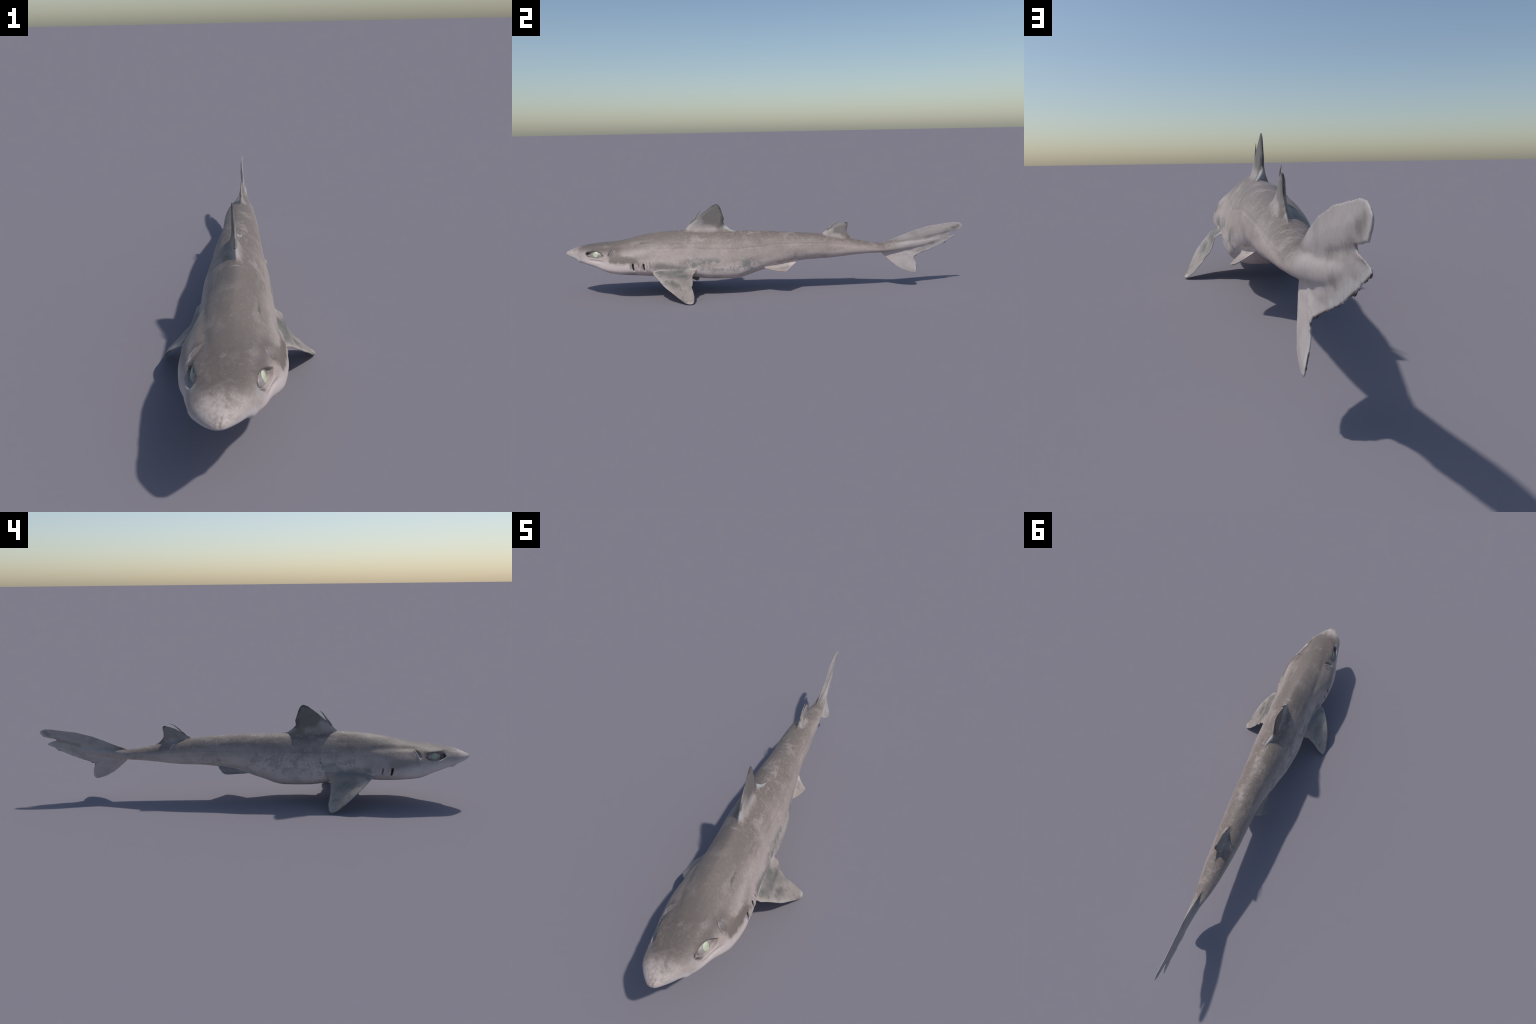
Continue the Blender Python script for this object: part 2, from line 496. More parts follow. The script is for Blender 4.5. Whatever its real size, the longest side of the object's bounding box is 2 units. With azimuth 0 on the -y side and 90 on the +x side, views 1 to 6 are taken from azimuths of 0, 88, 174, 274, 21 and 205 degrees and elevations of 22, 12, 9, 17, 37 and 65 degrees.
# cleft on the snout tip, scar on the shoulder, shallow muscle lines, small dents
r = np.hypot(V[:, 0] + 0.012, 0.6 * (V[:, 1] + 0.992))
push -= (label == 0) * (V[:, 2] > 0.214) * 0.0022 * np.exp(-((V[:, 0] + 0.016 - 0.25 * (V[:, 1] + .98)) / 0.0028) ** 2 - ((V[:, 1] + .990) / .012) ** 2)
lines = (V[:, 1] < 0.55) * (label == 0)
zl = section(4, V[:, 1]) + (section(3, V[:, 1]) - section(4, V[:, 1])) * 0.665
push -= lines * 0.0008 * np.exp(-((V[:, 2] - zl) / 0.004) ** 2) * sstep(-.56, -.48, V[:, 1])
# a crease over the right shoulder and behind the head
a, b = np.array((-0.095, -0.515, 0.268)), np.array((-0.118, -0.578, 0.222))
t = np.clip(((V - a) @ (b - a)) / ((b - a) @ (b - a)), 0, 1)
push += (label == 0) * 0.0028 * np.exp(-(np.linalg.norm(V - a - t[:, None] * (b - a), axis=1) / 0.006) ** 2)
# hollow shoulders above the pectoral fins
for side, amt in ((1, 0.0060), (-1, 0.0080)):
    d = (V - np.array((side * .112 - .002, -.545, .208))) / (0.06, 0.075, 0.040)
    push -= (label == 0) * amt * np.exp(-(d ** 2).sum(1))
# irregular skin
lump = np.array([mnoise.noise((p[0] * 13, p[1] * 9, p[2] * 13)) + 0.5 * mnoise.noise((p[0] * 34, p[1] * 24, p[2] * 34)) for p in V])
# groove along the nape above each flank muscle
for side, depth in ((-1, 0.0030), (1, 0.0014)):
    for p, q, wd, amt in (((side * .066 - .006, -.745, .263), (side * .078 - .006, -.565, .258), .016, -depth), ((side * .100 - .006, -.70, .236), (side * .104 - .006, -.59, .233), .020, 0.35 * depth)):
        p, q = np.array(p), np.array(q)
        t = np.clip(((V - p) @ (q - p)) / ((q - p) @ (q - p)), 0, 1)
        push += (label == 0) * amt * np.exp(-(np.linalg.norm(V - p - t[:, None] * (q - p), axis=1) / wd) ** 2)
push += lump * np.where(label == 0, 0.0015, 0.0006) * sstep(-1.0, -0.93, V[:, 1])
V = V + NRM * push[:, None]
V[:, 0] += brow
for _ in range(2):
    V = V + 0.35 * laplace(V)
V[:, 2] -= V[:, 2].min()
NRM = vertex_normals(V)

# ---------------------------------------------------------------- materials
_capsule = None


def capsule_group():
    """Mask of a soft, round-ended streak from A to A + D, in object space."""
    global _capsule
    if _capsule:
        return _capsule
    g = bpy.data.node_groups.new("streak_mask", "ShaderNodeTree")
    for nm, ty in (("P", "NodeSocketVector"), ("A", "NodeSocketVector"), ("D", "NodeSocketVector"),
                   ("Inner", "NodeSocketFloat"), ("Outer", "NodeSocketFloat"), ("Amount", "NodeSocketFloat")):
        g.interface.new_socket(nm, in_out="INPUT", socket_type=ty)
    g.interface.new_socket("Mask", in_out="OUTPUT", socket_type="NodeSocketFloat")
    i, o = g.nodes.new("NodeGroupInput"), g.nodes.new("NodeGroupOutput")

    def vm(op, a, b, out="Vector"):
        n = g.nodes.new("ShaderNodeVectorMath")
        n.operation = op
        g.links.new(a, n.inputs[0])
        if b is not None:
            g.links.new(b, n.inputs[3] if op == "SCALE" else n.inputs[1])
        return n.outputs[out]
    pa = vm("SUBTRACT", i.outputs["P"], i.outputs["A"])
    num, den = vm("DOT_PRODUCT", pa, i.outputs["D"], "Value"), vm("DOT_PRODUCT", i.outputs["D"], i.outputs["D"], "Value")
    dv = g.nodes.new("ShaderNodeMath")
    dv.operation, dv.use_clamp = "DIVIDE", True
    g.links.new(num, dv.inputs[0])
    g.links.new(den, dv.inputs[1])
    d = vm("LENGTH", vm("SUBTRACT", pa, vm("SCALE", i.outputs["D"], dv.outputs[0])), None, "Value")
    mr = g.nodes.new("ShaderNodeMapRange")
    mr.interpolation_type = "SMOOTHSTEP"
    g.links.new(d, mr.inputs[0])
    g.links.new(i.outputs["Inner"], mr.inputs[1])
    g.links.new(i.outputs["Outer"], mr.inputs[2])
    g.links.new(i.outputs["Amount"], mr.inputs[3])
    mr.inputs[4].default_value = 0.0
    g.links.new(mr.outputs[0], o.inputs[0])
    _capsule = g
    return g


class Skin:
    """Small helper that stacks colour layers in a node tree."""

    def __init__(self, name, span=(-9, 9)):
        self.span = span
        self.mat = bpy.data.materials.new(name)
        self.mat.use_nodes = True
        self.t = self.mat.node_tree
        self.bsdf = self.t.nodes["Principled BSDF"]
        tc = self.t.nodes.new("ShaderNodeTexCoord")
        self.P = tc.outputs["Object"]
        n = self.t.nodes.new("ShaderNodeSeparateXYZ")
        self.link(self.P, n.inputs[0])
        self.x, self.y, self.z = n.outputs
        # a wobbling copy of the position gives every mark a ragged edge
        w = self.noise(38, 6, 0.68, colour=True)
        s = self.vec("SUBTRACT", w, (0.5, 0.5, 0.5))
        s = self.vec("SCALE", s, 0.030)
        self.W = self.vec("ADD", self.P, s)
        self.col = None

    def link(self, a, b):
        self.t.links.new(a, b)

    def put(self, sock, val):
        if isinstance(val, bpy.types.NodeSocket):
            self.link(val, sock)
        else:
            sock.default_value = val

    def vec(self, op, a, b, out="Vector"):
        n = self.t.nodes.new("ShaderNodeVectorMath")
        n.operation = op
        self.put(n.inputs[0], a)
        self.put(n.inputs[3] if op == "SCALE" else n.inputs[1], b)
        return n.outputs[out]

    def math(self, op, a, b=0.0, clamp=False):
        n = self.t.nodes.new("ShaderNodeMath")
        n.operation, n.use_clamp = op, clamp
        self.put(n.inputs[0], a)
        self.put(n.inputs[1], b)
        return n.outputs[0]

    def noise(self, scale, detail=3, rough=0.55, stretch=None, colour=False):
        n = self.t.nodes.new("ShaderNodeTexNoise")
        n.inputs["Scale"].default_value = scale
        n.inputs["Detail"].default_value = detail
        n.inputs["Roughness"].default_value = rough
        src = self.P
        if stretch:
            m = self.t.nodes.new("ShaderNodeMapping")
            m.inputs["Scale"].default_value = stretch
            self.link(self.P, m.inputs[0])
            src = m.outputs[0]
        self.link(src, n.inputs["Vector"])
        return n.outputs["Color" if colour else "Fac"]

    def ramp(self, v, a, b, lo=0.0, hi=1.0):
        n = self.t.nodes.new("ShaderNodeMapRange")
        n.interpolation_type = "SMOOTHSTEP"
        self.put(n.inputs[0], v)
        for i, q in enumerate((a, b, lo, hi), 1):
            self.put(n.inputs[i], q)
        return n.outputs[0]

    def curve(self, v, pts):
        """Height as a function of the place along the body."""
        u = self.ramp_linear(v)
        n = self.t.nodes.new("ShaderNodeFloatCurve")
        c = n.mapping.curves[0]
        P = [((p[0] + 1) / 2, p[1] * 2) for p in pts]
        c.points[0].location, c.points[1].location = P[0], P[-1]
        for p in P[1:-1]:
            c.points.new(*p)
        n.mapping.update()
        self.link(u, n.inputs["Value"])
        return self.math("MULTIPLY", n.outputs[0], 0.5)

    def ramp_linear(self, v):
        return self.math("MULTIPLY", self.math("ADD", v, 1.0), 0.5)

    def streak(self, a, b, inner, outer, amount=1.0, ragged=True):
        n = self.t.nodes.new("ShaderNodeGroup")
        n.node_tree = capsule_group()
        self.link(self.W if ragged else self.P, n.inputs["P"])
        n.inputs["A"].default_value = a
        d = tuple(q - p for p, q in zip(a, b))
        n.inputs["D"].default_value = d if sum(abs(k) for k in d) > 1e-6 else (1e-4, 0, 0)
        n.inputs["Inner"].default_value, n.inputs["Outer"].default_value, n.inputs["Amount"].default_value = inner, outer, amount
        return n.outputs[0]

    def over(self, mask, colour, blend="MIX"):
        n = self.t.nodes.new("ShaderNodeMix")
        n.data_type, n.blend_type = "RGBA", blend
        self.put(n.inputs[0], mask)
        self.put(n.inputs[6], self.col if self.col is not None else (1, 1, 1, 1))
        self.put(n.inputs[7], colour if isinstance(colour, bpy.types.NodeSocket) else (*colour, 1))
        self.col = n.outputs[2]

    def reaches(self, row):
        """Does a mark come near the stretch of body this material is for?"""
        a, b, _, outer, _ = row
        return max(a[1], b[1]) + outer + 0.03 > self.span[0] and min(a[1], b[1]) - outer - 0.03 < self.span[1]

    def zone(self, rows, ragged=True):
        total = None
        for row in rows:
            if self.reaches(row):
                k = self.streak(*row, ragged)
                total = k if total is None else self.math("MAXIMUM", total, k)
        return total

    def marks(self, colour, rows, ragged=True, through=None):
        """Several streaks of one colour, laid over in one go, perhaps broken up by a texture."""
        total = self.zone(rows, ragged)
        if total is None:
            return
        self.over(total if through is None else self.math("MULTIPLY", total, through(self)), colour)

    def finish(self, rough=0.55, bump=0.12, spec=0.35):
        self.link(self.col, self.bsdf.inputs["Base Color"])
        self.bsdf.inputs["Roughness"].default_value = rough
        self.bsdf.inputs["Specular IOR Level"].default_value = spec
        n = self.t.nodes.new("ShaderNodeBump")
        n.inputs["Strength"].default_value = bump
        n.inputs["Distance"].default_value = 0.002
        self.link(self.noise(420, 3), n.inputs["Height"])
        w = self.t.nodes.new("ShaderNodeBump")                    # fine wrinkles below the denticle grain
        w.inputs["Strength"].default_value = 1.6 * bump
        w.inputs["Distance"].default_value = 0.006
        self.link(self.noise(70, 5, 0.6, (1, 1.5, .6)), w.inputs["Height"])
        self.link(w.outputs[0], n.inputs["Normal"])
        self.link(n.outputs[0], self.bsdf.inputs["Normal"])
        return self.mat


BACK = (0.186, 0.150, 0.130)  # back and flank tones warmed to offset the blue sky fill
FLANK = (0.415, 0.343, 0.310)
PALE = (0.570, 0.485, 0.460)
GREEN = (0.205, 0.208, 0.195)


def countershading(s):
    """Grey-brown back, lighter pinkish flank, pale belly; mottles and denticle grain."""
    top = s.curve(s.y, [(-1, .222), (-.9, .254), (-.76, .270), (-.6, .303), (-.4, .319), (-.04, .306), (.2, .29), (.44, .252), (.6, .230), (.8, .29), (1, .36)])
    low = s.curve(s.y, [(-1, .207), (-.9, .173), (-.76, .130), (-.6, .105), (-.28, .077), (-.16, .075), (.08, .140), (.32, .161), (.6, .170), (.8, .15), (1, .20)])
    rel = s.math("DIVIDE", s.math("SUBTRACT", s.z, low), s.math("SUBTRACT", top, low))
    wob = s.math("MULTIPLY", s.math("SUBTRACT", s.noise(11, 5, 0.62, (1, .7, 1)), 0.5), 0.50)
    rel = s.math("ADD", rel, wob)
    s.rel = rel
    s.col = None
    s.over(1.0, PALE)
    s.over(s.ramp(rel, 0.16, 0.50), FLANK)
    s.over(s.ramp(rel, 0.50, 0.98, 0, 1.0), BACK)
    # broad soft clouds, small hue mottles, lengthwise streaks, salt-and-pepper grain
    cloud = s.noise(16, 5, 0.62, (1, .75, 1))
    s.over(s.ramp(cloud, 0.51, 0.72, 0, 0.46), (0.49, 0.412, 0.378))
    s.over(s.ramp(cloud, 0.48, 0.29, 0, 0.48), (0.180, 0.148, 0.132))
    hue = s.noise(52, 4, 0.6)
    s.over(s.ramp(hue, 0.53, 0.70, 0, 0.30), (0.290, 0.262, 0.232))
    s.over(s.ramp(hue, 0.47, 0.30, 0, 0.32), (0.480, 0.390, 0.362))
    long = s.noise(60, 3, 0.6, (1, .12, 1))
    s.over(s.ramp(long, 0.54, 0.72, 0, 0.22), (0.46, 0.405, 0.385))
    s.over(s.ramp(long, 0.46, 0.30, 0, 0.22), (0.20, 0.175, 0.165))
    grain = s.noise(230, 3, 0.75)
    s.over(s.ramp(grain, 0.53, 0.72, 0, 0.38), (0.56, 0.50, 0.475))
    s.over(s.ramp(grain, 0.47, 0.29, 0, 0.40), (0.150, 0.132, 0.126))
    # paler skin round the foot of each dorsal fin
    s.marks((0.500, 0.440, 0.420), [((.004, -.385, .334), (.006, -.26, .326), .002, .030, .62), ((-.012, -.385, .334), (-.020, -.26, .326), .002, .026, .35),
                                   ((.002, .305, .284), (.004, .37, .274), .002, .022, .60), ((-.014, .305, .284), (-.016, .37, .272), .002, .018, .35)])


def body_skin(name, span):
    s = Skin(name, span)
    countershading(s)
    # dark cap of the head and nape, paler snout
    s.marks((0.130, 0.106, 0.096), [((-.012, -.880, .262), (-.006, -.760, .275), .030, .092, .62), ((.060, -.845, .246), (.082, -.735, .250), .006, .040, .72),
                                   ((-.082, -.845, .25), (-.092, -.740, .255), .006, .038, .62)])
    s.marks((0.188, 0.158, 0.140), [((-.004, -.70, .284), (-.004, -.50, .315), .030, .120, .60)])
    if span[0] < -0.9:
        snout = s.math("ADD", s.y, s.math("MULTIPLY", s.math("SUBTRACT", s.noise(30, 5, .65), 0.5), 0.09))
        s.over(s.math("MULTIPLY", s.ramp(snout, -0.885, -0.990, 0, 0.95), s.ramp(s.noise(48, 6, .7), .38, .60, .35, 1.0)), (0.530, 0.450, 0.420))
        s.over(s.math("MULTIPLY", s.ramp(s.z, 0.219, 0.200), s.ramp(snout, -0.89, -0.95)), (0.58, 0.53, 0.53))
    # pale cheek below the eye, brown patch behind the spiracle
    s.marks((0.650, 0.555, 0.530), [((.080, -.885, .184), (.126, -.715, .148), .004, .046, .90), ((-.100, -.88, .184), (-.133, -.70, .148), .004, .046, .80),
                                   ((.125, -.715, .158), (.134, -.655, .160), .004, .022, .85)])
    s.marks((0.160, 0.130, 0.113), [((.118, -.745, .205), (.130, -.635, .199), .013, .026, .88), ((.105, -.750, .222), (.116, -.715, .222), .008, .028, .80),
                                   ((-.120, -.745, .215), (-.133, -.645, .20), .008, .036, .45)])
    s.marks((0.470, 0.420, 0.410), [((.100, -.660, .232), (.112, -.565, .225), .002, .034, .22), ((.110, -.505, .214), (.105, -.30, .198), .002, .018, .55)])
    # greenish mottles low on the flanks
    s.marks((0.620, 0.540, 0.515), [((-.105, -.47, .165), (-.085, -.04, .165), .01, .075, .55), ((-.065, .0, .19), (-.05, .40, .195), .004, .045, .40)])
    s.marks(GREEN, [((.104, -.365, .168), (.09, -.05, .150), .010, .048, .85), ((-.105, -.44, .185), (-.085, -.02, .190), .02, .085, .52)],
            through=lambda s: s.ramp(s.noise(26, 6, 0.72), 0.45, 0.60))
    s.marks((0.135, 0.145, 0.140), [((-.105, -.44, .205), (-.09, -.06, .20), .02, .090, .48)], through=lambda s: s.ramp(s.noise(110, 4, 0.75), 0.52, 0.66))
    s.marks((0.19, 0.185, 0.175), [((-.055, .12, .190), (-.040, .34, .192), .006, .030, .75), ((.05, .10, .187), (.045, .26, .197), .001, .014, .75)],
            through=lambda s: s.ramp(s.noise(45, 5, 0.7), 0.44, 0.62))
    s.marks((0.30, 0.292, 0.280), [((.10, -.31, .222), (.10, -.24, .216), .002, .020, .5), ((-.055, .20, .235), (-.065, -.10, .245), .004, .040, .35)])
    s.marks(GREEN, [((.062, .020, .219), (.062, .040, .220), .001, .010, .8), ((.10, -.70, .130), (.115, -.64, .128), .002, .022, .6), ((-.112, -.46, .203), (-.108, -.33, .180), .002, .018, .55)])
    # dark streak above the pelvic fin
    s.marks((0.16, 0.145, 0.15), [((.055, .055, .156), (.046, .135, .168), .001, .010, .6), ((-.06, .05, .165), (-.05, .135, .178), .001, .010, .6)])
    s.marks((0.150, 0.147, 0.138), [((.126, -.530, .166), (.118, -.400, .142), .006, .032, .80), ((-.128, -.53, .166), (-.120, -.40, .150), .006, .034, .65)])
    # single spots, scar, pits
    s.marks((0.110, 0.102, 0.095), [((-.103, -.323, .197), (-.103, -.321, .196), .002, .010, .75), ((-.12, -.537, .224), (-.119, -.535, .223), .002, .009, .7),
                                    ((.005, -.06, .308), (.008, -.058, .308), .0005, .006, .7), ((-.022, -.09, .285), (-.05, -.08, .265), .002, .022, .40)])
    s.marks((0.085, 0.085, 0.075), [((.066, -.630, .268), (.063, -.575, .275), .0004, .0068, .75), ((.062, -.575, .276), (.052, -.523, .290), .0003, .0060, .6)])
    s.marks((0.10, 0.095, 0.085), [((.125, -.610, .199), (.125, -.6095, .199), .0015, .0058, .9)], ragged=False)
    s.marks((0.40, 0.38, 0.36), [((.128, -.610, .1995), (.128, -.6095, .1995), .0005, .0026, .9)], ragged=False)
    s.marks((0.10, 0.095, 0.085), [((-.004, .472, .249), (-.003, .473, .249), .001, .0075, .7), ((.018, .345, .271), (.020, .365, .267), .0003, .004, .6)])
    s.marks((0.50, 0.45, 0.42), [((-.009, -.43, .317), (.004, -.43, .317), .0005, .008, .35), ((-.02, -.815, .263), (-.018, -.813, .263), .001, .012, .22),
                                 ((.040, -.79, .262), (.050, -.765, .262), .0005, .008, .2)])
    # thin lateral line
    lz = s.curve(s.y, [(-1, .27), (-.54, .251), (-.41, .243), (-.04, .240), (.33, .231), (.6, .21), (1, .21)])
    line = s.math("MULTIPLY", s.ramp(s.math("ABSOLUTE", s.math("SUBTRACT", s.z, lz)), 0.0028, 0.0004), s.ramp(s.y, -0.56, -0.45))
    s.over(s.math("MULTIPLY", line, s.ramp(s.noise(20, 4), .4, .62, 0.02, 0.26)), (0.15, 0.13, 0.12))
    # dark colour inside the eye sockets, spiracles, gill slits, mouth and nostrils
    for side, c in EYES:
        cx, cy, cz = c
        s.marks((0.36, 0.365, 0.365), [((cx - side * .012, cy - .066, cz + .004), (cx - side * .006, cy - .050, cz + .014), .001, .016, .5)])
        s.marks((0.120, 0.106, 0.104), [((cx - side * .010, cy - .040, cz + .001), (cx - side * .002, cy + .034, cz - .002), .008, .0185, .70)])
        s.marks((0.030, 0.032, 0.042), [((cx - side * .016, cy - .046, cz + .005), (cx - side * .012, cy - .034, cz + .001), .005, .0125, .95)])
        s.marks((0.44, 0.39, 0.375), [((cx - side * .002, cy - .020, cz - .0150), (cx, cy + .020, cz - .0150), .0015, .0050, .6)])
    for side, c in SPIRACLES:
        cx, cy, cz = c
        s.marks((0.47, 0.415, 0.42), [((cx + side * .005, cy + .002, cz - .011), (cx - side * .007, cy + .013, cz + .007), .002, .0090, .85)])
        s.marks((0.12, 0.11, 0.12), [((cx + side * .004, cy - .008, cz - .009), (cx - side * .009, cy + .004, cz + .010), .002, .0070, .85)], ragged=False)
    rows = []
    for side, slits in GILLS.items():
        for gy, gz, open_ in slits:
            w = section(2, [gy])[0]
            bx = section(1, [gy])[0] + side * (w - 0.003 - 0.0045 * open_)
            rows.append(((bx, gy - .0015, gz + .011), (bx, gy + .0015, gz - .013), .0004 + .0026 * open_, .0020 + .0046 * open_, min(.98, .12 + .64 * open_)))
    s.marks((0.016, 0.014, 0.016), rows, ragged=False)
    s.marks((0.27, 0.21, 0.23), [((.128, -.658, .178), (.129, -.655, .164), .003, .008, .85), ((.126, -.601, .168), (.127, -.599, .158), .002, .007, .8)])
    s.marks((0.130, 0.095, 0.092), [((-.009, -.812, .143), (-.045, -.800, .141), .001, .0045, .8), ((-.009, -.812, .143), (.027, -.800, .141), .001, .0045, .8),
                                    ((-.045, -.800, .141), (-.068, -.780, .136), .001, .0045, .7), ((.027, -.800, .141), (.050, -.780, .136), .001, .0045, .7)], ragged=False)
    s.marks((0.05, 0.045, 0.045), [((-.018 + k * .048, -.928, .180), (-.018 + k * .046, -.926, .180), .002, .008, .9) for k in (1, -1)], ragged=False)
    return s.finish()


def dorsal_skin():
    s = Skin("dorsal_fin_skin")
    countershading(s)
    first = s.ramp(s.y, 0.05, 0.06, 1, 0)
    foot = s.curve(s.y, [(-1, .3), (-.42, .322), (-.15, .309), (.2, .29), (.3, .278), (.45, .253), (1, .2)])
    wob = s.math("MULTIPLY", s.math("SUBTRACT", s.noise(28, 5, .65), 0.5), 0.034)
    h = s.math("ADD", s.math("SUBTRACT", s.z, foot), wob)
    dark = s.math("MULTIPLY", s.ramp(h, 0.012, 0.046), first)
    s.over(s.math("MULTIPLY", dark, 0.92), (0.172, 0.156, 0.146))
    s.over(s.math("MULTIPLY", s.ramp(h, 0.006, 0.036), s.math("SUBTRACT", 0.85, first, clamp=True)), (0.262, 0.240, 0.225))
    s.over(s.ramp(s.noise(60, 4), 0.5, 0.75, 0, 0.25), (0.30, 0.27, 0.25))
    s.over(s.ramp(s.noise(230, 3, .75), 0.52, 0.75, 0, 0.25), (0.34, 0.30, 0.285))
    # pale front base behind the spine, black margins, whitish rear lobe
    s.marks((0.44, 0.395, 0.375), [((-.004, -.380, .338), (-.008, -.330, .356), .004, .030, .75), ((-.003, .298, .290), (-.003, .335, .298), .003, .016, .75)])
    s.marks((0.055, 0.050, 0.048), [((-.015, -.270, .438), (-.018, -.235, .445), .001, .014, .75), ((-.016, -.228, .436), (-.011, -.206, .372), .0005, .0125, .80),
                                    ((-.011, -.209, .370), (-.009, -.214, .344), .001, .026, .62), ((-.002, .398, .342), (-.002, .413, .338), .002, .013, .92),
                                    ((-.002, .414, .333), (-.003, .409, .300), .0005, .0075, .75)])
    s.marks((0.085, 0.078, 0.074), [((-.003, -.335, .386), (-.014, -.255, .442), .0003, .0060, .6)])
    s.marks((0.43, 0.43, 0.42), [((-.010, -.200, .328), (.010, -.147, .309), .002, .021, .85), ((-.002, .43, .263), (-.002, .452, .252), .0005, .008, .6)])
    s.marks((0.14, 0.14, 0.14), [((.006, -.255, .3125), (.010, -.185, .3115), .0002, .0035, .6)])
    return s.finish()


def fin_base(s, reach):
    """How far out on a paired fin we are: 0 at the flank, 1 on the blade."""
    ax = s.math("ABSOLUTE", s.math("ADD", s.x, 0.004))
    wob = s.math("MULTIPLY", s.math("SUBTRACT", s.noise(40, 5, .65), 0.5), 0.02)
    return s.ramp(s.math("ADD", ax, wob), *reach)


def pectoral_skin():
    s = Skin("pectoral_fin_skin")
    countershading(s)
    blade = fin_base(s, (.100, .118))
    s.over(s.math("MULTIPLY", blade, 0.80), (0.285, 0.246, 0.214))
    s.over(s.ramp(s.noise(30, 5, 0.65), 0.46, 0.68, 0, .42), (0.215, 0.188, 0.165))
    s.over(s.ramp(s.noise(230, 3, .75), 0.52, 0.75, 0, 0.20), (0.44, 0.385, 0.345))
    s.marks((0.115, 0.117, 0.108), [((.128, -.535, .172), (.124, -.42, .142), .004, .036, .88), ((.140, -.505, .140), (.135, -.40, .118), .004, .034, .75),
                                    ((.165, -.455, .092), (.170, -.435, .082), .002, .028, .75), ((.145, -.42, .11), (.165, -.37, .075), .002, .026, .45)])
    s.marks((0.165, 0.168, 0.168), [((-.130, -.53, .165), (-.125, -.41, .145), .004, .042, .70), ((-.150, -.47, .115), (-.155, -.41, .10), .004, .038, .6)])
    s.marks((0.140, 0.138, 0.126), [((.15, -.50, .13), (.20, -.40, .045), .03, .08, .55), ((-.15, -.50, .13), (-.20, -.40, .045), .03, .08, .45)], through=lambda s: s.ramp(s.noise(30, 5, .68), .50, .64))
    s.marks((0.20, 0.120, 0.105), [((.160, -.408, .088), (.170, -.385, .074), .001, .009, .8)])
    s.marks((0.50, 0.455, 0.42), [((.225, -.385, .004), (.218, -.353, .003), .0005, .007, .7), ((.199, -.349, .017), (.166, -.358, .053), .0005, .007, .7),
                                  ((.145, -.360, .079), (.132, -.356, .124), .0005, .009, .7), ((.139, -.547, .126), (.200, -.453, .052), .001, .016, .45)])
    s.marks((0.38, 0.385, 0.38), [((-.228, -.365, .012), (-.150, -.366, .10), .0005, .014, .55), ((-.15, -.548, .134), (-.212, -.453, .057), .001, .018, .4)])
    return s.finish()


def pelvic_skin():
    s = Skin("pelvic_fin_skin")
    countershading(s)
    s.over(s.math("MULTIPLY", fin_base(s, (.045, .075)), 0.80), (0.325, 0.275, 0.242))
    s.marks((0.20, 0.195, 0.19), [((.050, .045, .145), (.048, .10, .150), .001, .020, .6), ((.065, .075, .132), (.060, .10, .135), .001, .018, .6),
                                  ((-.065, .06, .155), (-.06, .14, .165), .003, .026, .7), ((-.09, .06, .142), (-.09, .11, .142), .003, .022, .35)])
    s.marks((0.46, 0.43, 0.41), [((.092, .09, .1155), (.055, .133, .14), .0003, .006, .7)])
    return s.finish()


def caudal_skin():
    s = Skin("caudal_fin_skin")
    countershading(s)
    far = s.ramp(s.math("ADD", s.y, s.math("MULTIPLY", s.math("SUBTRACT", s.noise(20, 5, .65), 0.5), 0.14)), 0.585, 0.70)
    s.over(s.math("MULTIPLY", far, 0.72), (0.450, 0.405, 0.392))
    s.over(s.math("MULTIPLY", far, s.ramp(s.noise(18, 5, 0.65, (1, .7, 1.4)), 0.47, 0.70, 0, .50)), (0.310, 0.282, 0.270))
    s.over(s.math("MULTIPLY", far, s.ramp(s.noise(40, 5, 0.65, (1, 1.6, .4)), 0.52, 0.70, 0, .30)), (0.47, 0.40, 0.41))
    s.marks((0.21, 0.185, 0.168), [((-.007, .598, .230), (-.005, .70, .236), .0005, .010, .55), ((-.012, .815, .248), (-.02, .925, .275), .001, .016, .60),
                                   ((-.010, .84, .222), (-.010, .85, .224), .001, .016, .5), ((-.010, .955, .298), (-.012, .975, .307), .002, .018, .75),
                                   ((-.003, .725, .168), (-.003, .752, .152), .0003, .006, .5), ((-.010, .76, .262), (-.008, .74, .275), .002, .024, .3)])
    s.marks((0.54, 0.475, 0.475), [((-.004, .66, .178), (-.007, .78, .205), .002, .020, .6)])
    s.marks((0.56, 0.55, 0.53), [((-.02, .963, .256), (-.010, .83, .188), .001, .014, .60), ((-.013, 1.0, .306), (-.015, .975, .284), .001, .009, .35), ((-.013, .997, .315), (-.013, .97, .325), .001, .006, .25),
                                 ((.006, .762, .13), (.014, .755, .078), .001, .011, .6)])
    s.marks((0.030, 0.027, 0.028), [((-.0225, .970, .2515), (-.0145, .892, .2060), .0035, .0072, .96), ((-.0145, .892, .2060), (-.0125, .849, .1885), .0035, .0072, .96),
                                    ((-.0125, .849, .1885), (-.0117, .807, .1730), .0035, .0075, .96), ((-.0100, .807, .1730), (-.001, .754, .1495), .0050, .0100, .97),
                                    ((.008, .766, .112), (.015, .769, .080), .0030, .0065, .92), ((-.013, .978, .279), (-.0125, .940, .2735), .001, .0035, .5)],
            ragged=False, through=lambda s: s.ramp(s.noise(75, 4, .65), .36, .50))
    return s.finish()


def plain(name, build, rough=0.45, spec=0.5):
    s = Skin(name)
    build(s)
    return s.finish(rough, 0.05, spec)


MATS = {"head": body_skin("head_skin", (-1.1, -0.53)), "torso": body_skin("torso_skin", (-0.54, 0.21)), "tail": body_skin("tail_skin", (0.19, 0.62)), "dorsal": dorsal_skin(), "pectoral": pectoral_skin(), "pelvic": pelvic_skin(), "caudal": caudal_skin()}

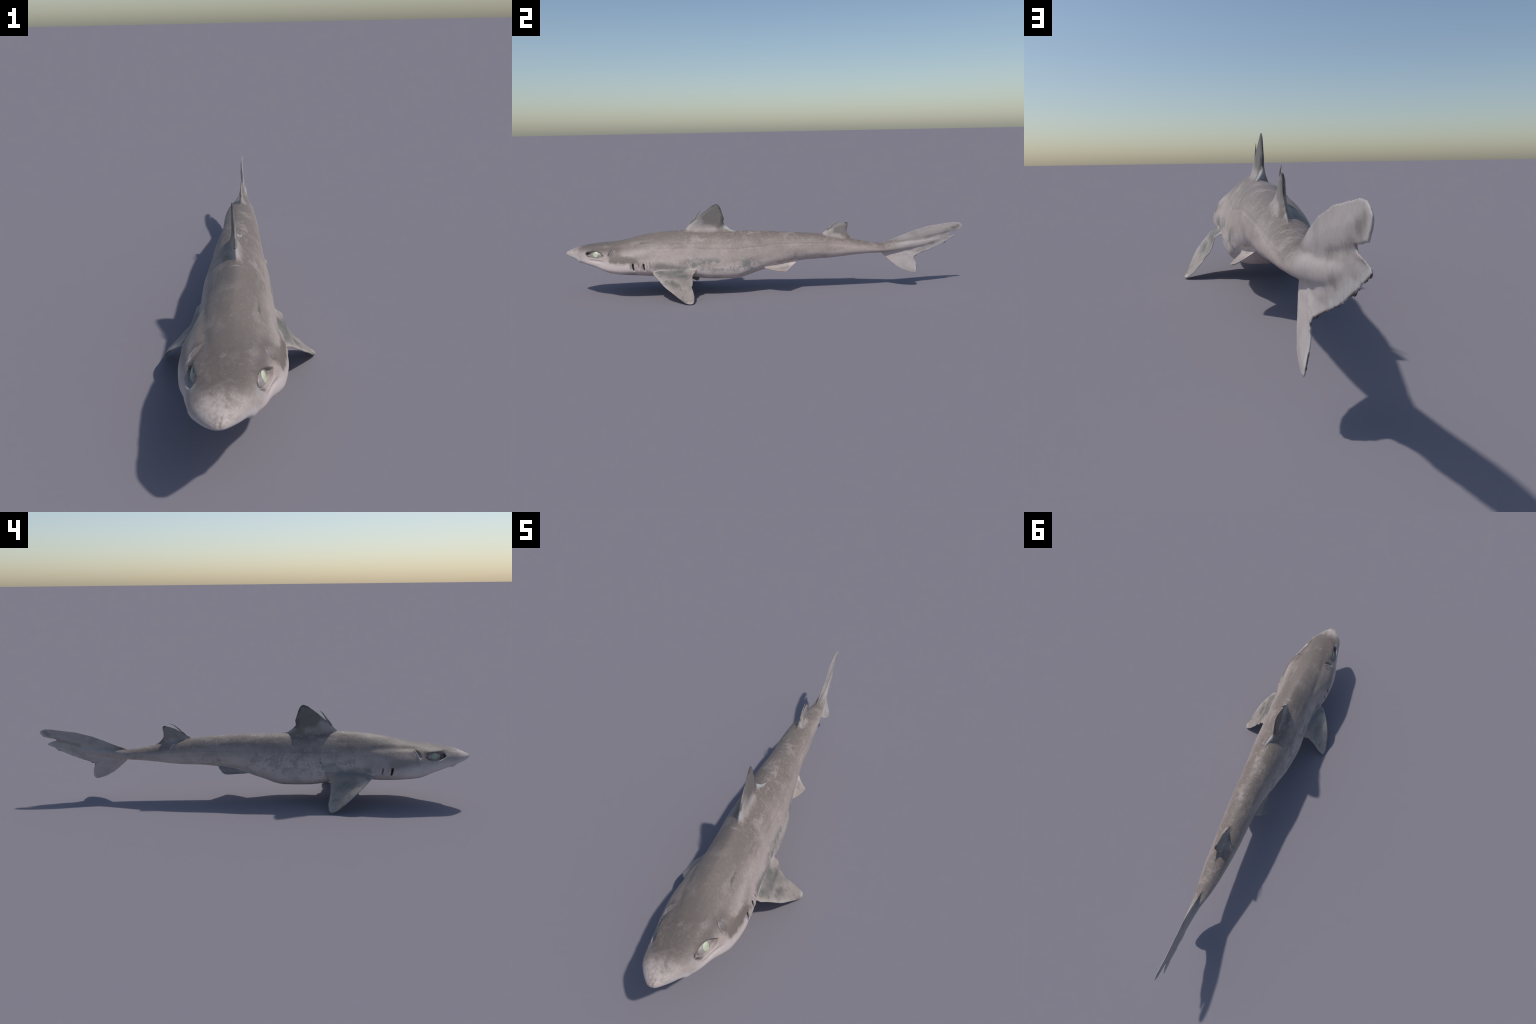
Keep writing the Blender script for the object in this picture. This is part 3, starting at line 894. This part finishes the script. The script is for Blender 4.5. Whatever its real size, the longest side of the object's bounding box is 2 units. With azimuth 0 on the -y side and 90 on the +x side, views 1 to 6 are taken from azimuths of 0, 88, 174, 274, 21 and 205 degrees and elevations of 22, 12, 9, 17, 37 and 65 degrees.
# ---------------------------------------------------------------- split by region
fish = bpy.data.objects.new("dogfish", None)
fish.empty_display_size = 0.2
bpy.context.scene.collection.objects.link(fish)
fish["label"] = "small grey-brown spiny dogfish shark with pale belly and green eyes"
fish["category"] = "shark"


def child(name, me, parent=fish):
    ob = bpy.data.objects.new(name, me)
    bpy.context.scene.collection.objects.link(ob)
    ob.parent = parent
    return ob


yc = V[Q, 1].mean(1)
votes = np.sort(label[Q], axis=1)
flabel = np.where((label[Q] > 0).sum(1) >= 3, votes[:, 3], 0)
region = np.where(yc < -0.535 - 0.0 * yc, "head", np.where(yc < 0.20, "torso", "tail")).astype(object)
region[(yc > 0.60)] = "caudal_fin"
for li, k in enumerate(FINS, 1):
    if k == "caudal_fin":
        region[(flabel == li) & (yc > 0.575)] = k
    else:
        region[flabel == li] = k
PARTS = {}
for k in ["head", "torso", "tail"] + FINS:
    q = Q[region == k]
    ids, inv = np.unique(q, return_inverse=True)
    me = bpy.data.meshes.new(k)
    me.vertices.add(len(ids))
    me.vertices.foreach_set("co", V[ids].astype(np.float32).ravel())
    me.loops.add(q.size)
    me.loops.foreach_set("vertex_index", inv.ravel().astype(np.int32))
    me.polygons.add(len(q))
    me.polygons.foreach_set("loop_start", np.arange(0, q.size, 4, dtype=np.int32))
    me.update(calc_edges=True)
    me.polygons.foreach_set("use_smooth", np.ones(len(q), bool))
    me.normals_split_custom_set_from_vertices(NRM[ids].astype(np.float32))
    me.materials.append(MATS[k.split("_")[0]])
    PARTS[k] = child(k, me)

# ---------------------------------------------------------------- eyes
def ellipsoid(centre, axes, radii, rings=28, seg=44):
    th, ph = np.linspace(0, np.pi, rings), np.linspace(0, 2 * np.pi, seg, endpoint=False)
    T, F = np.meshgrid(th, ph, indexing="ij")
    p = np.stack([np.cos(T), np.sin(T) * np.cos(F), np.sin(T) * np.sin(F)], -1) * np.array(radii)
    v = np.array(centre) + p.reshape(-1, 3) @ np.array(axes)
    f = [(i * seg + j, (i + 1) * seg + j, (i + 1) * seg + (j + 1) % seg, i * seg + (j + 1) % seg) for i in range(rings - 1) for j in range(seg)]
    me = make_mesh("eye", v, f)
    outward(me)
    me.polygons.foreach_set("use_smooth", np.ones(len(me.polygons), bool))
    return me


def eyeball(s):
    s.over(1.0, (0.350, 0.300, 0.285))
    s.over(s.ramp(s.noise(90, 5), 0.42, 0.65, 0, 0.6), (0.24, 0.21, 0.20))
    for side, c in EYES:
        s.marks((0.14, 0.12, 0.115), [((c[0], c[1] - .024, c[2] - .006), (c[0], c[1] - .004, c[2] - .0155), .0003, .0022, .7),
                                     ((c[0], c[1] + .024, c[2] - .006), (c[0], c[1] + .004, c[2] - .0155), .0003, .0022, .7)], ragged=False)


def lens(s):
    s.over(1.0, (0.490, 0.535, 0.360))
    s.over(s.ramp(s.noise(130, 5, .6), 0.40, 0.66, 0, 0.75), (0.670, 0.715, 0.545))


def dull_lens(s):
    s.over(1.0, (0.300, 0.365, 0.270))
    s.over(s.ramp(s.noise(130, 5, .6), 0.40, 0.66, 0, 0.75), (0.420, 0.490, 0.390))


EYEBALL, LENSES = plain("eyeball_surface", eyeball, 0.4), {1: plain("clouded_lens", lens, 0.4), -1: plain("dull_lens", dull_lens, 0.45)}
for side, c in EYES:
    n = np.array((side * 0.95, -0.16, 0.34 if side > 0 else 0.14))
    n /= np.linalg.norm(n)
    ctr = np.array(c) * 0.5 + EYE_SEAT[side] * 0.5 - n * 0.0015
    u = np.array((0, 1.0, -0.08))
    u -= n * (u @ n)
    u /= np.linalg.norm(u)
    w = np.cross(n, u)
    w *= np.sign(w[2])
    ob = child("eye", ellipsoid(ctr - n * 0.0112, (n, u, w), (0.0112, 0.0340, 0.0180)), PARTS["head"])
    ob.data.materials.append(EYEBALL)
    pu = child("pupil", ellipsoid(ctr - n * 0.0030 + w * 0.0010 - u * 0.0020, (n, u, w), (0.0043, 0.0140, 0.0150)), ob)
    pu.data.materials.append(LENSES[side])

# ---------------------------------------------------------------- fin spines
def spine(name, path, radius, parent, mat):
    p = dense(path, 0.003)
    n, seg = len(p), 14
    t = np.gradient(p, axis=0)
    t /= np.linalg.norm(t, axis=1, keepdims=True)
    side = np.array((1.0, 0, 0))
    v = []
    for i in range(n):
        s = i / (n - 1)
        r = radius * (1 - s) ** 0.8 + 0.0004
        a = side - t[i] * (side @ t[i])
        a /= np.linalg.norm(a)
        b = np.cross(t[i], a)
        for k in range(seg):
            q = 2 * math.pi * k / seg
            v.append(p[i] + r * (0.75 * math.cos(q) * a + 1.1 * math.sin(q) * b))
    f = [(i * seg + k, i * seg + (k + 1) % seg, (i + 1) * seg + (k + 1) % seg, (i + 1) * seg + k) for i in range(n - 1) for k in range(seg)]
    f += [tuple(range(seg)), tuple((n - 1) * seg + k for k in range(seg))]
    me = make_mesh(name, v, f)
    outward(me)
    me.polygons.foreach_set("use_smooth", np.ones(len(me.polygons), bool))
    me.materials.append(mat)
    child(name, me, parent)


def horn(s):
    s.over(1.0, (0.30, 0.265, 0.225))
    s.over(s.ramp(s.noise(70, 3, 0.6, (1, 1, .4)), 0.42, 0.62, 0, 0.8), (0.19, 0.165, 0.145))
    s.marks((0.11, 0.095, 0.09), [((-.004, -.372, .352), (-.004, -.362, .366), .003, .009, .8), ((-.004, .303, .300), (-.004, .312, .308), .002, .008, .8)])


HORN = plain("spine_horn", horn, 0.4)
spine("fin_spine", [(-.004, -.372, .345), (-.005, -.355, .371), (-.005, -.342, .391), (-.005, -.330, .4065), (-.005, -.319, .4175)], 0.0062, PARTS["dorsal_fin"], HORN)
spine("fin_spine.001", [(-.005, .302, .294), (-.004, .322, .313), (-.004, .340, .331), (-.003, .356, .3435), (-.003, .381, .3545)], 0.0046, PARTS["dorsal_fin.001"], HORN)
